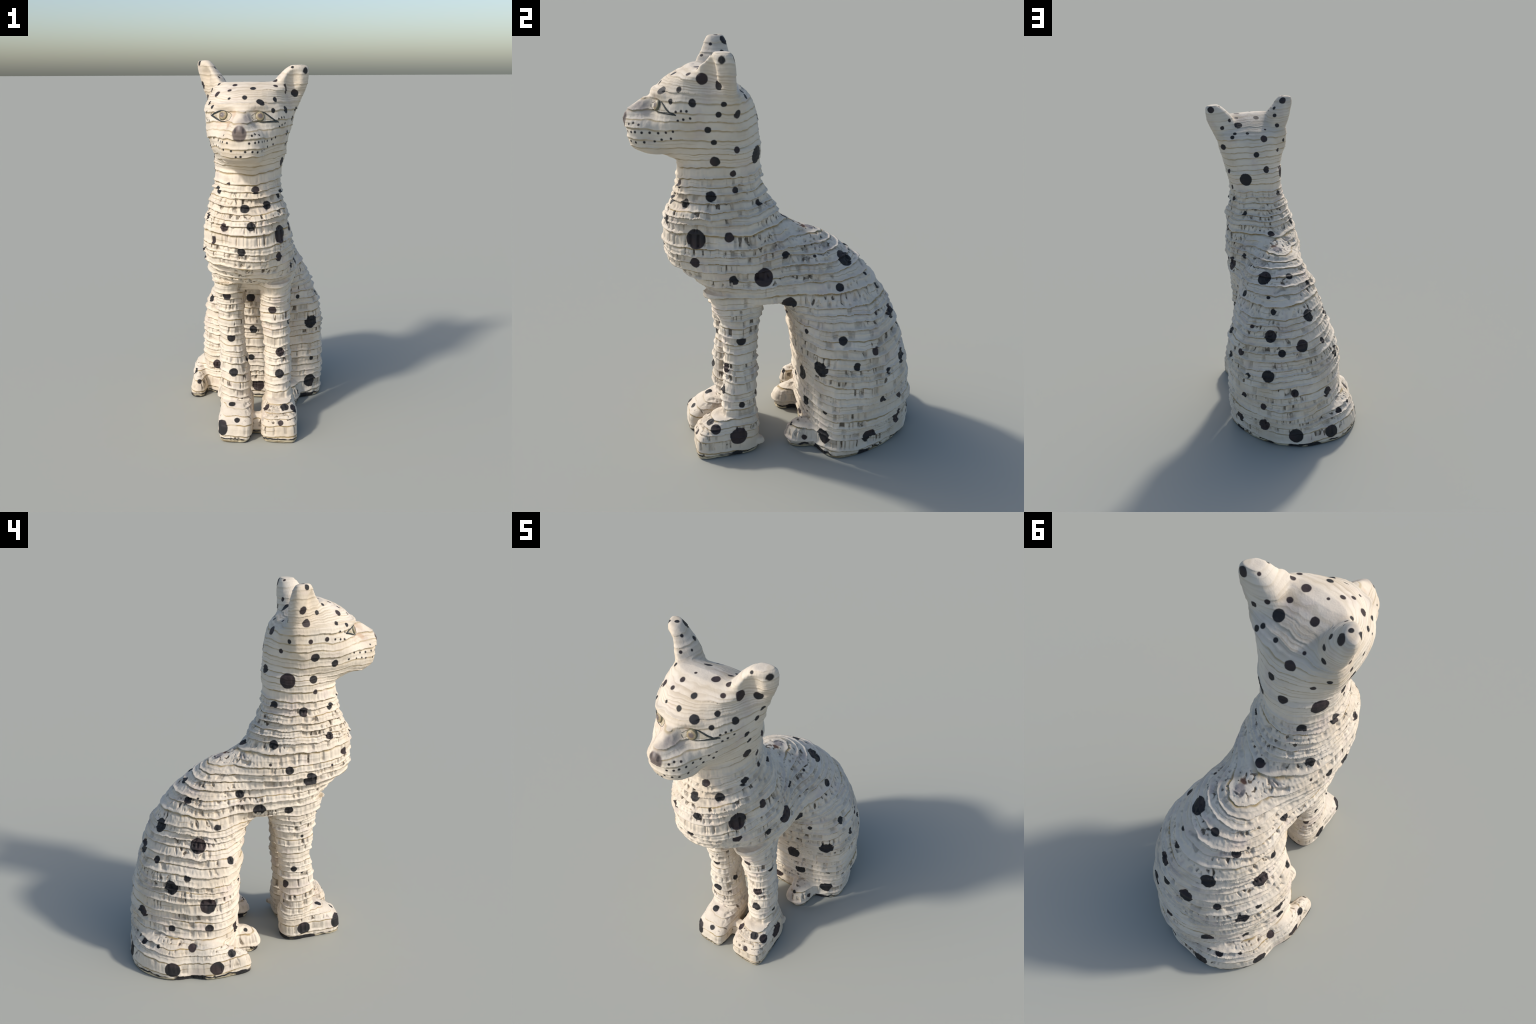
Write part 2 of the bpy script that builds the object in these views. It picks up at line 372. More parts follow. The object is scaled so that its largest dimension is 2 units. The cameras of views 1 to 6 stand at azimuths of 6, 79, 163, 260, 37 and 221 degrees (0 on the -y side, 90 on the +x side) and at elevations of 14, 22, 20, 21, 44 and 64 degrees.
# ------------------------------------------------------------------ painted spots: x, y, z, radius
SPOTS = {
    "back": [
        (0.224, -0.003, 0.806, 0.039), (-0.183, -0.185, 0.832, 0.025), (0.146, 0.468, 0.832, 0.025), (-0.210, -0.025, 0.855, 0.036),
        (0.252, 0.236, 0.874, 0.023), (0.150, 0.391, 0.892, 0.013), (-0.122, 0.332, 0.918, 0.024), (-0.152, 0.285, 0.937, 0.007),
        (-0.177, 0.070, 0.950, 0.024), (0.237, -0.126, 0.950, 0.045), (-0.005, 0.339, 0.992, 0.023), (0.145, 0.290, 0.986, 0.046),
        (0.180, 0.130, 1.016, 0.009), (0.188, -0.010, 1.031, 0.021), (-0.229, -0.185, 1.071, 0.022), (-0.199, -0.092, 1.100, 0.008),
        (0.004, 0.008, 1.159, 0.025), (-0.172, -0.117, 1.198, 0.025),
    ],
    "back of head": [
        (0.038, -0.120, 1.662, 0.018), (-0.122, -0.178, 1.667, 0.013), (0.216, -0.244, 1.712, 0.023), (-0.173, -0.210, 1.721, 0.012),
        (-0.027, -0.148, 1.756, 0.025), (0.171, -0.193, 1.774, 0.014), (0.072, -0.190, 1.789, 0.011), (0.150, -0.207, 1.792, 0.012),
        (-0.052, -0.206, 1.801, 0.008), (-0.136, -0.213, 1.819, 0.014), (0.222, -0.240, 1.831, 0.013),
    ],
    "base and tail": [
        (-0.358, 0.499, 0.063, 0.042), (0.260, 0.079, 0.058, 0.015), (-0.411, 0.267, 0.066, 0.039), (-0.126, 0.704, 0.073, 0.041),
        (0.021, 0.124, 0.080, 0.039), (0.100, 0.682, 0.079, 0.045), (-0.340, 0.096, 0.096, 0.014), (0.195, 0.026, 0.101, 0.011),
        (0.335, 0.152, 0.103, 0.041), (0.372, 0.385, 0.101, 0.039), (-0.171, 0.073, 0.122, 0.012), (-0.382, 0.181, 0.130, 0.023),
        (0.269, 0.569, 0.131, 0.038), (-0.200, 0.623, 0.155, 0.024), (-0.339, 0.384, 0.168, 0.024), (-0.286, 0.559, 0.171, 0.012),
        (-0.236, 0.134, 0.196, 0.031), (0.182, 0.122, 0.225, 0.037), (-0.268, 0.484, 0.255, 0.021), (0.340, 0.161, 0.248, 0.014),
        (0.264, 0.567, 0.258, 0.020),
    ],
    "chest": [
        (0.242, -0.267, 0.945, 0.025), (-0.216, -0.297, 1.005, 0.038), (0.182, -0.439, 1.024, 0.025), (-0.199, -0.419, 1.065, 0.008),
        (0.003, -0.553, 1.073, 0.023), (-0.145, -0.497, 1.118, 0.021), (0.188, -0.432, 1.141, 0.047), (0.211, -0.281, 1.149, 0.024),
        (-0.087, -0.542, 1.192, 0.021),
    ],
    "ears and crown": [
        (-0.163, -0.350, 1.850, 0.012), (-0.057, -0.487, 1.850, 0.011), (0.056, -0.488, 1.860, 0.015), (0.204, -0.382, 1.857, 0.025),
        (-0.022, -0.300, 1.868, 0.019), (0.108, -0.315, 1.873, 0.013), (0.160, -0.434, 1.872, 0.012), (0.168, -0.256, 1.872, 0.012),
        (-0.215, -0.265, 1.877, 0.022), (-0.125, -0.224, 1.882, 0.013), (-0.121, -0.390, 1.879, 0.010), (-0.036, -0.447, 1.876, 0.013),
        (-0.006, -0.398, 1.891, 0.007), (0.088, -0.385, 1.890, 0.020), (-0.107, -0.299, 1.904, 0.006), (0.154, -0.387, 1.897, 0.013),
        (-0.127, -0.346, 1.914, 0.008), (-0.132, -0.250, 1.926, 0.012), (0.287, -0.301, 1.943, 0.023), (0.284, -0.260, 1.948, 0.021),
        (-0.153, -0.301, 1.959, 0.008), (0.224, -0.280, 1.962, 0.008), (0.236, -0.342, 1.961, 0.008), (-0.187, -0.238, 1.970, 0.023),
        (-0.235, -0.285, 1.984, 0.015), (-0.199, -0.272, 1.997, 0.011),
    ],
    "face and cheeks": [
        (0.184, -0.488, 1.681, 0.006), (0.194, -0.465, 1.688, 0.006), (0.207, -0.437, 1.694, 0.006), (-0.168, -0.469, 1.712, 0.006),
        (-0.158, -0.493, 1.709, 0.006), (0.235, -0.319, 1.712, 0.013), (-0.198, -0.310, 1.717, 0.012), (-0.193, -0.394, 1.722, 0.012),
        (-0.180, -0.439, 1.716, 0.006), (0.181, -0.495, 1.719, 0.006), (0.194, -0.474, 1.724, 0.006), (0.203, -0.451, 1.724, 0.006),
        (-0.148, -0.498, 1.742, 0.005), (-0.173, -0.466, 1.751, 0.006), (0.155, -0.514, 1.759, 0.013), (0.200, -0.422, 1.757, 0.020),
        (0.251, -0.298, 1.757, 0.013), (-0.140, -0.509, 1.777, 0.012), (-0.160, -0.448, 1.790, 0.012), (0.095, -0.543, 1.795, 0.021),
        (-0.196, -0.289, 1.808, 0.021), (0.160, -0.476, 1.809, 0.013), (-0.054, -0.538, 1.816, 0.008), (0.022, -0.547, 1.820, 0.013),
        (0.113, -0.259, 1.832, 0.027), (-0.120, -0.470, 1.835, 0.017), (0.243, -0.312, 1.836, 0.022),
    ],
    "flank, left": [
        (0.359, 0.454, 0.294, 0.021), (0.144, 0.089, 0.369, 0.038), (0.336, 0.485, 0.443, 0.020), (0.231, 0.580, 0.464, 0.039),
        (0.328, 0.143, 0.491, 0.043), (0.391, 0.301, 0.515, 0.020), (0.179, 0.080, 0.522, 0.007), (0.346, 0.403, 0.569, 0.023),
        (0.135, 0.577, 0.599, 0.024), (0.356, 0.233, 0.644, 0.022), (0.256, 0.082, 0.660, 0.013), (0.188, 0.522, 0.698, 0.038),
        (0.271, 0.419, 0.735, 0.013),
    ],
    "flank, right": [
        (-0.327, 0.286, 0.264, 0.023), (-0.019, 0.095, 0.266, 0.020), (-0.132, 0.622, 0.305, 0.034), (0.089, 0.655, 0.359, 0.024),
        (-0.319, 0.284, 0.397, 0.044), (-0.005, 0.084, 0.449, 0.026), (-0.197, 0.102, 0.464, 0.016), (-0.244, 0.466, 0.491, 0.039),
        (-0.263, 0.376, 0.541, 0.024), (-0.147, 0.526, 0.614, 0.022), (-0.261, 0.147, 0.617, 0.022), (0.006, 0.577, 0.626, 0.039),
        (-0.015, 0.038, 0.658, 0.026), (-0.235, 0.309, 0.709, 0.042), (-0.075, 0.491, 0.779, 0.040), (-0.211, 0.202, 0.788, 0.022),
    ],
    "foreleg, left": [
        (0.194, -0.456, 0.111, 0.016), (0.253, -0.259, 0.110, 0.046), (0.260, -0.372, 0.162, 0.026), (0.105, -0.380, 0.169, 0.024),
        (0.210, -0.387, 0.167, 0.025), (0.230, -0.235, 0.268, 0.016), (0.191, -0.159, 0.314, 0.015), (0.178, -0.318, 0.338, 0.025),
        (0.179, -0.304, 0.458, 0.025), (0.217, -0.233, 0.619, 0.024), (0.138, -0.325, 0.705, 0.023),
    ],
    "foreleg, right": [
        (-0.163, -0.263, 0.074, 0.038), (-0.125, -0.463, 0.076, 0.042), (-0.041, -0.455, 0.118, 0.015), (-0.078, -0.367, 0.164, 0.021),
        (-0.148, -0.218, 0.279, 0.007), (-0.072, -0.337, 0.344, 0.025), (-0.135, -0.165, 0.361, 0.022), (-0.012, -0.258, 0.395, 0.016),
        (-0.145, -0.260, 0.427, 0.007), (-0.152, -0.214, 0.458, 0.018), (-0.086, -0.317, 0.536, 0.023), (-0.160, -0.261, 0.657, 0.009),
        (-0.103, -0.359, 0.782, 0.023),
    ],
    "muzzle and throat": [
        (0.110, -0.142, 1.503, 0.042), (0.190, -0.335, 1.496, 0.024), (-0.159, -0.332, 1.518, 0.022), (-0.147, -0.201, 1.517, 0.041),
        (-0.006, -0.694, 1.554, 0.006), (0.196, -0.237, 1.547, 0.015), (-0.023, -0.114, 1.560, 0.023), (0.017, -0.693, 1.556, 0.006),
        (-0.027, -0.693, 1.583, 0.006), (0.039, -0.697, 1.579, 0.006), (0.072, -0.688, 1.578, 0.006), (0.094, -0.668, 1.575, 0.006),
        (0.111, -0.632, 1.578, 0.006), (0.118, -0.587, 1.583, 0.006), (-0.161, -0.443, 1.591, 0.020), (-0.088, -0.627, 1.590, 0.005),
        (-0.066, -0.671, 1.587, 0.006), (0.130, -0.557, 1.591, 0.006), (0.203, -0.338, 1.587, 0.013), (-0.135, -0.523, 1.601, 0.006),
        (-0.113, -0.570, 1.597, 0.005), (-0.097, -0.603, 1.595, 0.005), (0.154, -0.518, 1.599, 0.006), (-0.101, -0.592, 1.623, 0.006),
        (-0.087, -0.626, 1.620, 0.006), (-0.071, -0.661, 1.621, 0.006), (-0.047, -0.691, 1.619, 0.006), (0.058, -0.699, 1.618, 0.006),
        (0.083, -0.684, 1.620, 0.006), (0.099, -0.669, 1.622, 0.006), (0.113, -0.641, 1.621, 0.006), (0.120, -0.607, 1.621, 0.006),
        (0.131, -0.571, 1.620, 0.006), (-0.191, -0.335, 1.634, 0.023), (-0.127, -0.553, 1.631, 0.006), (0.150, -0.539, 1.625, 0.006),
        (0.165, -0.509, 1.632, 0.006), (0.211, -0.364, 1.643, 0.015), (-0.065, -0.657, 1.652, 0.005), (0.070, -0.693, 1.653, 0.006),
        (0.099, -0.652, 1.653, 0.006), (0.081, -0.673, 1.658, 0.006),
    ],
    "neck": [
        (0.050, -0.552, 1.200, 0.023), (-0.181, -0.407, 1.222, 0.022), (0.015, -0.516, 1.282, 0.024), (0.123, -0.469, 1.295, 0.024),
        (0.142, -0.126, 1.285, 0.021), (0.172, -0.354, 1.335, 0.026), (-0.172, -0.277, 1.357, 0.025), (-0.124, -0.425, 1.363, 0.021),
        (0.170, -0.245, 1.357, 0.016), (0.064, -0.481, 1.369, 0.021), (-0.108, -0.132, 1.388, 0.024), (-0.070, -0.481, 1.400, 0.011),
        (0.176, -0.253, 1.436, 0.015), (-0.154, -0.342, 1.452, 0.013),
    ],
}


# ------------------------------------------------------------------ materials
class Nodes:
    """Small helper for writing node trees as expressions."""
    def __init__(self, mat):
        self.t = mat.node_tree
        self.t.nodes.clear()

    def new(self, kind, **props):
        n = self.t.nodes.new(kind)
        for k, v in props.items():
            setattr(n, k, v)
        return n

    def put(self, sock, v):
        if isinstance(v, bpy.types.NodeSocket):
            self.t.links.new(v, sock)
        else:
            sock.default_value = v

    def math(self, op, a, b=0.0, c=0.0, clamp=False):
        n = self.new("ShaderNodeMath", operation=op, use_clamp=clamp)
        for s, v in zip(n.inputs, (a, b, c)):
            self.put(s, v)
        return n.outputs[0]

    def vmath(self, op, a, b=(0, 0, 0)):
        n = self.new("ShaderNodeVectorMath", operation=op)
        self.put(n.inputs[0], a); self.put(n.inputs[1], b)
        return n.outputs["Value"] if op in ("DISTANCE", "LENGTH", "DOT_PRODUCT") else n.outputs["Vector"]

    def noise(self, vec, scale=1.0, detail=0.0, rough=.5):
        n = self.new("ShaderNodeTexNoise")
        self.put(n.inputs["Vector"], vec)
        n.inputs["Scale"].default_value = scale
        n.inputs["Detail"].default_value = detail
        n.inputs["Roughness"].default_value = rough
        return n.outputs[0]

    def step(self, v, lo, hi, a=0.0, b=1.0):
        n = self.new("ShaderNodeMapRange", interpolation_type="SMOOTHSTEP")
        for s, val in zip(n.inputs, (v, lo, hi, a, b)):
            self.put(s, val)
        return n.outputs[0]

    def mix(self, f, a, b):
        n = self.new("ShaderNodeMix", data_type="RGBA")
        self.put(n.inputs[0], f); self.put(n.inputs[6], a); self.put(n.inputs[7], b)
        return n.outputs[2]

    def combine(self, x, y, z):
        n = self.new("ShaderNodeCombineXYZ")
        for s, v in zip(n.inputs, (x, y, z)):
            self.put(s, v)
        return n.outputs[0]


WHITE = (.70, .622, .515, 1)
WARM = (.615, .525, .41, 1)
PINKISH = (.57, .475, .425, 1)
BOARD = (.315, .225, .095, 1)
BOARD_PALE = (.37, .285, .16, 1)
PAINTED_FLUTE_SHADE = (.105, .082, .058, 1)
CHARCOAL = (.022, .021, .022, 1)
BROWNISH = (.042, .030, .030, 1)


def painted_board(name, spots, nose=False, knob=False):
    mat = bpy.data.materials.new(name); mat.use_nodes = True
    N = Nodes(mat)
    pos = N.new("ShaderNodeTexCoord").outputs["Object"]
    sep = N.new("ShaderNodeSeparateXYZ"); N.put(sep.inputs[0], pos)
    x, y, z = sep.outputs
    # sheet number and place within the sheet, as in the relief
    p = z
    for amp, f, s in WARP:
        v = N.vmath("ADD", N.vmath("MULTIPLY", pos, f), (s, s, s))
        p = N.math("ADD", p, N.math("MULTIPLY", N.math("SUBTRACT", N.noise(v), .5), 4 * amp))
    h = p
    p = N.math("MULTIPLY_ADD", N.math("MAXIMUM", N.math("SUBTRACT", h, 1.2), 0.0), THINNER, N.math("DIVIDE", h, SHEET))
    for amp, f, s in SWELL:
        p = N.math("MULTIPLY_ADD", N.math("SINE", N.math("MULTIPLY_ADD", h, f, s)), amp, p)
    layer = N.math("FLOOR", p); t = N.math("FRACT", p)
    # white coat with warm and pinkish blotches
    col = N.mix(N.step(N.noise(pos, 5.5, 4, .6), .42, .68), WHITE, WARM)
    col = N.mix(N.math("MULTIPLY", N.step(N.noise(N.vmath("ADD", pos, (3, 1, 7)), 9, 3, .55), .52, .72), .55), col, PINKISH)
    sheet = N.noise(N.combine(N.math("MULTIPLY", x, 3.0), N.math("MULTIPLY", y, 3.0), N.math("MULTIPLY_ADD", layer, 2.9, .4)))
    col = N.mix(N.math("MULTIPLY", N.step(sheet, .45, .7), .35), col, WARM)
    # bare board seen along the glue line under each lip, softer on the head
    head = N.step(z, 1.40, 1.54)
    edge = N.math("MULTIPLY", N.step(t, N.math("MULTIPLY_ADD", head, -.06, .80), .95), N.step(t, 1.04, .99))
    edge = N.math("MAXIMUM", edge, N.math("MULTIPLY", N.step(t, .055, .0), N.math("MULTIPLY_ADD", head, .2, .55)))
    edge = N.math("MULTIPLY", edge, N.step(N.noise(pos, 14, 2), .28, .55, .40, .95))
    edge = N.math("MULTIPLY", edge, N.math("MULTIPLY_ADD", head, -.15, 1.0))
    # faint seam half way up some sheets
    seam = N.math("MULTIPLY", N.step(t, .44, .50), N.step(t, .56, .51))
    edge = N.math("MAXIMUM", edge, N.math("MULTIPLY", seam, N.step(N.noise(N.combine(N.math("MULTIPLY", x, 6.0), N.math("MULTIPLY", y, 6.0), N.math("MULTIPLY_ADD", layer, 1.3, 2.2))), .50, .66, 0, .55)))
    geo = N.new("ShaderNodeNewGeometry")
    nz = N.new("ShaderNodeSeparateXYZ"); N.put(nz.inputs[0], geo.outputs["Normal"])
    high = N.step(z, 1.74, 1.80)
    col = N.mix(N.math("MULTIPLY", edge, N.math("MULTIPLY_ADD", high, -.65, 1.0)), col, N.mix(head, BOARD, BOARD_PALE))
    fine = N.math("FRACT", N.math("MULTIPLY", p, 2.6))
    grain = N.math("MULTIPLY", N.step(fine, .35, .9), N.step(fine, 1.05, .92))
    grain = N.math("MULTIPLY", N.math("MULTIPLY", grain, high), N.step(N.noise(pos, 7, 2), .32, .62, .1, .62))
    grain = N.math("MULTIPLY", grain, N.step(z, 1.86, 1.91, 1.0, .4))
    col = N.mix(grain, col, (.43, .345, .245, 1))
    # shade inside some of the open flutes, darkened into the coat colour
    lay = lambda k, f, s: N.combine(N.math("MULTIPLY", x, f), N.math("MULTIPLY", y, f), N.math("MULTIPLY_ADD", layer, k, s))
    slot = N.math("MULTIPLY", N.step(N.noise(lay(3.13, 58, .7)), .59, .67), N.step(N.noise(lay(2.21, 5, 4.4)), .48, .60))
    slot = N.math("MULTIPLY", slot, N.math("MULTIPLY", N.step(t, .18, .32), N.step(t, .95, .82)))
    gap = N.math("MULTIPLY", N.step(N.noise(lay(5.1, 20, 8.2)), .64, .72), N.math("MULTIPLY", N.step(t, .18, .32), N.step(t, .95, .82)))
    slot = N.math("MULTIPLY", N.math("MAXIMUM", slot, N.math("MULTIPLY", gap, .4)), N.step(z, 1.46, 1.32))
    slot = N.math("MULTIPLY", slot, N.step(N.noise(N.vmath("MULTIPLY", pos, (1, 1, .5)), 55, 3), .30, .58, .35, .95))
    col = N.mix(slot, col, PAINTED_FLUTE_SHADE)
    # unpainted sheet standing on the ground, and the broken black line above it
    wob = N.math("ADD", z, N.math("MULTIPLY", N.math("SUBTRACT", N.noise(pos, 16, 3), .5), .03))
    grain = N.noise(N.vmath("MULTIPLY", pos, (9, 9, 160)), 1, 3)
    bare = N.mix(N.step(grain, .42, .62), (.50, .44, .31, 1), (.20, .155, .09, 1))
    col = N.mix(N.step(wob, .018, .014), col, bare)
    line = N.math("MULTIPLY", N.step(wob, .012, .016), N.step(wob, .025, .020))
    patch = N.step(N.noise(N.vmath("ADD", pos, (5, 5, 0)), 7.5, 1), .53, .57)
    line = N.math("MAXIMUM", N.math("MULTIPLY", line, N.step(N.noise(pos, 11, 1), .44, .54)), N.math("MULTIPLY", patch, N.step(wob, .027, .023)))
    col = N.mix(line, col, CHARCOAL)
    # spots: distance to each centre less its radius, edges made a little ragged
    jig = N.vmath("MULTIPLY", N.vmath("SUBTRACT", N.new("ShaderNodeTexNoise").outputs[1], (.5, .5, .5)), (.007, .007, .007))
    tex = [n for n in N.t.nodes if n.bl_idname == "ShaderNodeTexNoise"][-1]
    N.put(tex.inputs["Vector"], pos); tex.inputs["Scale"].default_value = 38; tex.inputs["Detail"].default_value = 2
    wpos = N.vmath("ADD", pos, jig)
    best = 1.0
    for sx, sy, sz, r in spots:
        near = N.math("MULTIPLY_ADD", N.vmath("DISTANCE", wpos if r > .012 else pos, (sx, sy, sz)), 1.0, -r)
        best = N.math("MINIMUM", near, best)
    dark = N.mix(N.step(N.noise(pos, 6, 1), .46, .6), CHARCOAL, BROWNISH)
    if spots:
        col = N.mix(N.step(best, .0025, -.0025), col, dark)
    def near(c, scale, lo, hi, p=pos):
        d = N.vmath("LENGTH", N.vmath("MULTIPLY", N.vmath("SUBTRACT", p, c), scale))
        return N.step(d, hi, lo)
    if nose:
        # rust-tan wash under the eyes, grey wash along the left side of the nose bridge
        streak = N.step(N.noise(N.vmath("MULTIPLY", pos, (30, 12, 30)), 1, 2), .42, .62)
        for c, w in (((-.055, -.62, 1.70), .65), ((-.02, -.60, 1.745), .5), ((.07, -.60, 1.752), .45), ((-.11, -.55, 1.70), .4), ((.05, -.63, 1.71), .2)):
            col = N.mix(N.math("MULTIPLY", N.math("MULTIPLY", near(c, (1, .8, 1.3), .008, .05), streak), w), col, (.46, .30, .19, 1))
        grey = N.math("MULTIPLY", near((.046, -.640, 1.728), (1, .55, 1), .012, .034), N.step(N.noise(pos, 30, 2), .25, .6, .45, 1.0))
        col = N.mix(N.math("MULTIPLY", grey, .7), col, (.235, .205, .205, 1))
        col = N.mix(N.math("MULTIPLY", near((.016, -.690, 1.703), (1.2, .8, .9), .012, .042), .5), col, (.30, .255, .235, 1))
        tip = near((.013, -.720, 1.661), (.98, .6, .84), .029, .038, wpos)
        col = N.mix(N.math("MULTIPLY", tip, .93), col, (.125, .098, .092, 1))
        col = N.mix(N.math("MULTIPLY", near((.012, -.718, 1.690), (1.6, .4, 1), .004, .018), .8), col, (.30, .27, .25, 1))
        for nx in (-.006, .031):
            col = N.mix(N.math("MULTIPLY", near((nx, -.718, 1.676), (1.6, .35, .75), .005, .015), .75), col, (.035, .031, .032, 1))
    if knob:
        col = N.mix(N.math("MULTIPLY", near((.012, .140, 1.098), (1, 1, .6), .018, .030, wpos), .85), col, (.25, .225, .225, 1))
        col = N.mix(near((.017, .108, 1.10), (.7, 1.2, .5), .011, .019, wpos), col, (.10, .055, .042, 1))
        col = N.mix(near((.006, .166, 1.09), (.45, 1.9, .5), .007, .013, wpos), col, (.10, .095, .095, 1))
        col = N.mix(near((-.012, .150, 1.09), (1.4, .6, .5), .010, .018, wpos), col, (.16, .15, .15, 1))
    b = N.new("ShaderNodeBsdfPrincipled")
    N.put(b.inputs["Base Color"], col)
    N.put(b.inputs["Roughness"], N.step(best, .002, -.002, .78, .62) if spots else .78)
    b.inputs["Specular IOR Level"].default_value = .25
    bump = N.new("ShaderNodeBump"); bump.inputs["Strength"].default_value = .35; bump.inputs["Distance"].default_value = .003
    N.put(bump.inputs["Height"], N.noise(N.vmath("MULTIPLY", pos, (1, 1, .6)), 120, 3))
    N.put(b.inputs["Normal"], bump.outputs[0])
    N.put(N.new("ShaderNodeOutputMaterial").inputs[0], b.outputs[0])
    return mat


def plain(name, a, b, scale=60, rough=.5):
    mat = bpy.data.materials.new(name); mat.use_nodes = True
    N = Nodes(mat)
    pos = N.new("ShaderNodeTexCoord").outputs["Object"]
    s = N.new("ShaderNodeBsdfPrincipled")
    N.put(s.inputs["Base Color"], N.mix(N.step(N.noise(pos, scale, 3), .4, .65), a, b))
    s.inputs["Roughness"].default_value = rough
    N.put(N.new("ShaderNodeOutputMaterial").inputs[0], s.outputs[0])
    return mat


# ------------------------------------------------------------------ eyes
# almond outlines seen from the front: x, z from the outer corner over the top lid, and along the lower lid
EYES = [
    dict(name="eye", upper=[(.172, 1.706), (.150, 1.722), (.128, 1.740), (.108, 1.753), (.090, 1.755), (.072, 1.748), (.056, 1.737)],
         lower=[(.172, 1.706), (.150, 1.707), (.130, 1.708), (.108, 1.707), (.088, 1.710), (.070, 1.718), (.056, 1.737)],
         ball=(.094, 1.733), wing=(.180, 1.703)),
    dict(name="eye.001", upper=[(-.141, 1.735), (-.125, 1.746), (-.105, 1.755), (-.085, 1.761), (-.066, 1.759), (-.050, 1.752), (-.034, 1.742)],
         lower=[(-.141, 1.735), (-.124, 1.727), (-.106, 1.718), (-.086, 1.711), (-.066, 1.712), (-.048, 1.718), (-.034, 1.742)],
         ball=(-.078, 1.738), wing=(-.146, 1.734)),
]


def build_eyes(surf, head):
    def front(x, z):
        p, n, i, d = surf.ray_cast(Vector((x, -.9, z)), Vector((0, 1, 0)))
        return np.array(p), np.array(n)

    def mesh_object(name, verts, faces, mat, parent):
        m = bpy.data.meshes.new(name); m.from_pydata([tuple(v) for v in verts], [], faces); m.update()
        m.polygons.foreach_set("use_smooth", np.ones(len(m.polygons), bool))
        m.materials.append(mat)
        o = bpy.data.objects.new(name, m); bpy.context.scene.collection.objects.link(o); o.parent = parent
        return o

    def curve_pts(rows, n):
        r = np.array(rows); t = np.linspace(0, len(r) - 1, n)
        return np.stack([hermite(t, np.arange(len(r)), r[:, k]) for k in (0, 1)], 1)

    white = plain("eye_white_paint", (.56, .49, .38, 1), (.40, .33, .22, 1), 40, .45)
    line = plain("eye_outline_paint", (.018, .026, .026, 1), (.045, .05, .045, 1), 60, .5)
    iris_mats = []
    for e in EYES:
        suffix = e["name"][3:]
        up, lo = curve_pts(e["upper"], 25), curve_pts(e["lower"], 25)
        # the white of the eye: an almond lens bulging out of the socket
        rows, M = [], 9
        for j in range(M):
            f = j / (M - 1); w = lo + (up - lo) * f
            rows.append([])
            for k in range(25):
                p, n = front(*w[k])
                bulge = .0045 * (4 * f * (1 - f)) ** .5 * np.sin(np.pi * k / 24) ** .7 - .0012
                rows[-1].append(p + n * bulge)
        g = np.array(rows)
        for _ in range(3):
            g[1:-1, 1:-1, 1] = .25 * (g[:-2, 1:-1, 1] + g[2:, 1:-1, 1] + g[1:-1, :-2, 1] + g[1:-1, 2:, 1])
        verts = [v for r in g for v in r]
        back = [v + np.array((0, .012, 0)) for v in verts]
        idx = lambda j, k: j * 25 + k
        B = len(verts); faces = []
        for j in range(M - 1):
            for k in range(24):
                faces.append((idx(j, k), idx(j, k + 1), idx(j + 1, k + 1), idx(j + 1, k))[::(1 if up[0, 0] < up[-1, 0] else -1)])
                faces.append(tuple(B + i for i in faces[-1][::-1]))
        eye = mesh_object("eye" + suffix, verts + back, faces, white, head)
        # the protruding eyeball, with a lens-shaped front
        bx, bz = e["ball"]
        p, n = front(bx, bz)
        c = p + n * .002
        u = np.cross(n, (0, 0, 1)); u /= np.linalg.norm(u); v = np.cross(u, n)
        R, D, verts, faces = .0235, .0135, [c + n * .0125], []
        rings, seg = 8, 32
        for i in range(1, rings + 1):
            a = np.pi * .62 * i / rings
            for k in range(seg):
                b = 2 * np.pi * k / seg
                verts.append(c + R * np.sin(a) * (np.cos(b) * u + np.sin(b) * v * 1.12) + n * D * np.cos(a))
        for k in range(seg):
            faces.append((0, 1 + k, 1 + (k + 1) % seg))
            for i in range(rings - 1):
                faces.append((1 + i * seg + k, 1 + (i + 1) * seg + k, 1 + (i + 1) * seg + (k + 1) % seg, 1 + i * seg + (k + 1) % seg))
        mesh_object("iris" + suffix, verts, faces, iris_paint("iris_paint" + suffix.replace(".", "_"), c + n * .0125), eye)
        # dark outline round the lids, running out into a point
        loop = np.concatenate([np.array([e["wing"]]), up, lo[::-1][1:-1], lo[:1]])
        sp = []
        for k, (x, z) in enumerate(loop):
            q_, n_ = front(x, z)
            sp.append(q_ + n_ * .0008)
        verts, faces = [], []
        sp = np.array(sp); L = len(sp)
        for _ in range(6):      # let the line ride over the small relief
            sp[1:-1, 1] = .25 * sp[:-2, 1] + .5 * sp[1:-1, 1] + .25 * sp[2:, 1]
        sp[:, 1] -= .001
        for k in range(L):
            tdir = sp[min(k + 1, L - 1)] - sp[max(k - 1, 0)]; tdir /= np.linalg.norm(tdir) + 1e-9
            nn = np.array((0, -1, 0.)); uu = np.cross(tdir, nn); uu /= np.linalg.norm(uu) + 1e-9; vv = np.cross(uu, tdir)
            inner = smoothstep(.25, .75, np.abs(k / L - .5) * 2)
            r = (.0008 + .0036 * inner) * (.5 if k == 0 else 1)
            for s_ in range(8):
                b = 2 * np.pi * s_ / 8
                verts.append(sp[k] + r * (np.cos(b) * uu + .8 * np.sin(b) * vv))
        for k in range(L - 1):
            for s_ in range(8):
                a0, a1 = k * 8 + s_, k * 8 + (s_ + 1) % 8
                faces.append((a0, a1, a1 + 8, a0 + 8))
        faces += [tuple(range(8))[::-1], tuple(range((L - 1) * 8, L * 8))]
        mesh_object("eyelid" + suffix, verts, faces, line, eye)


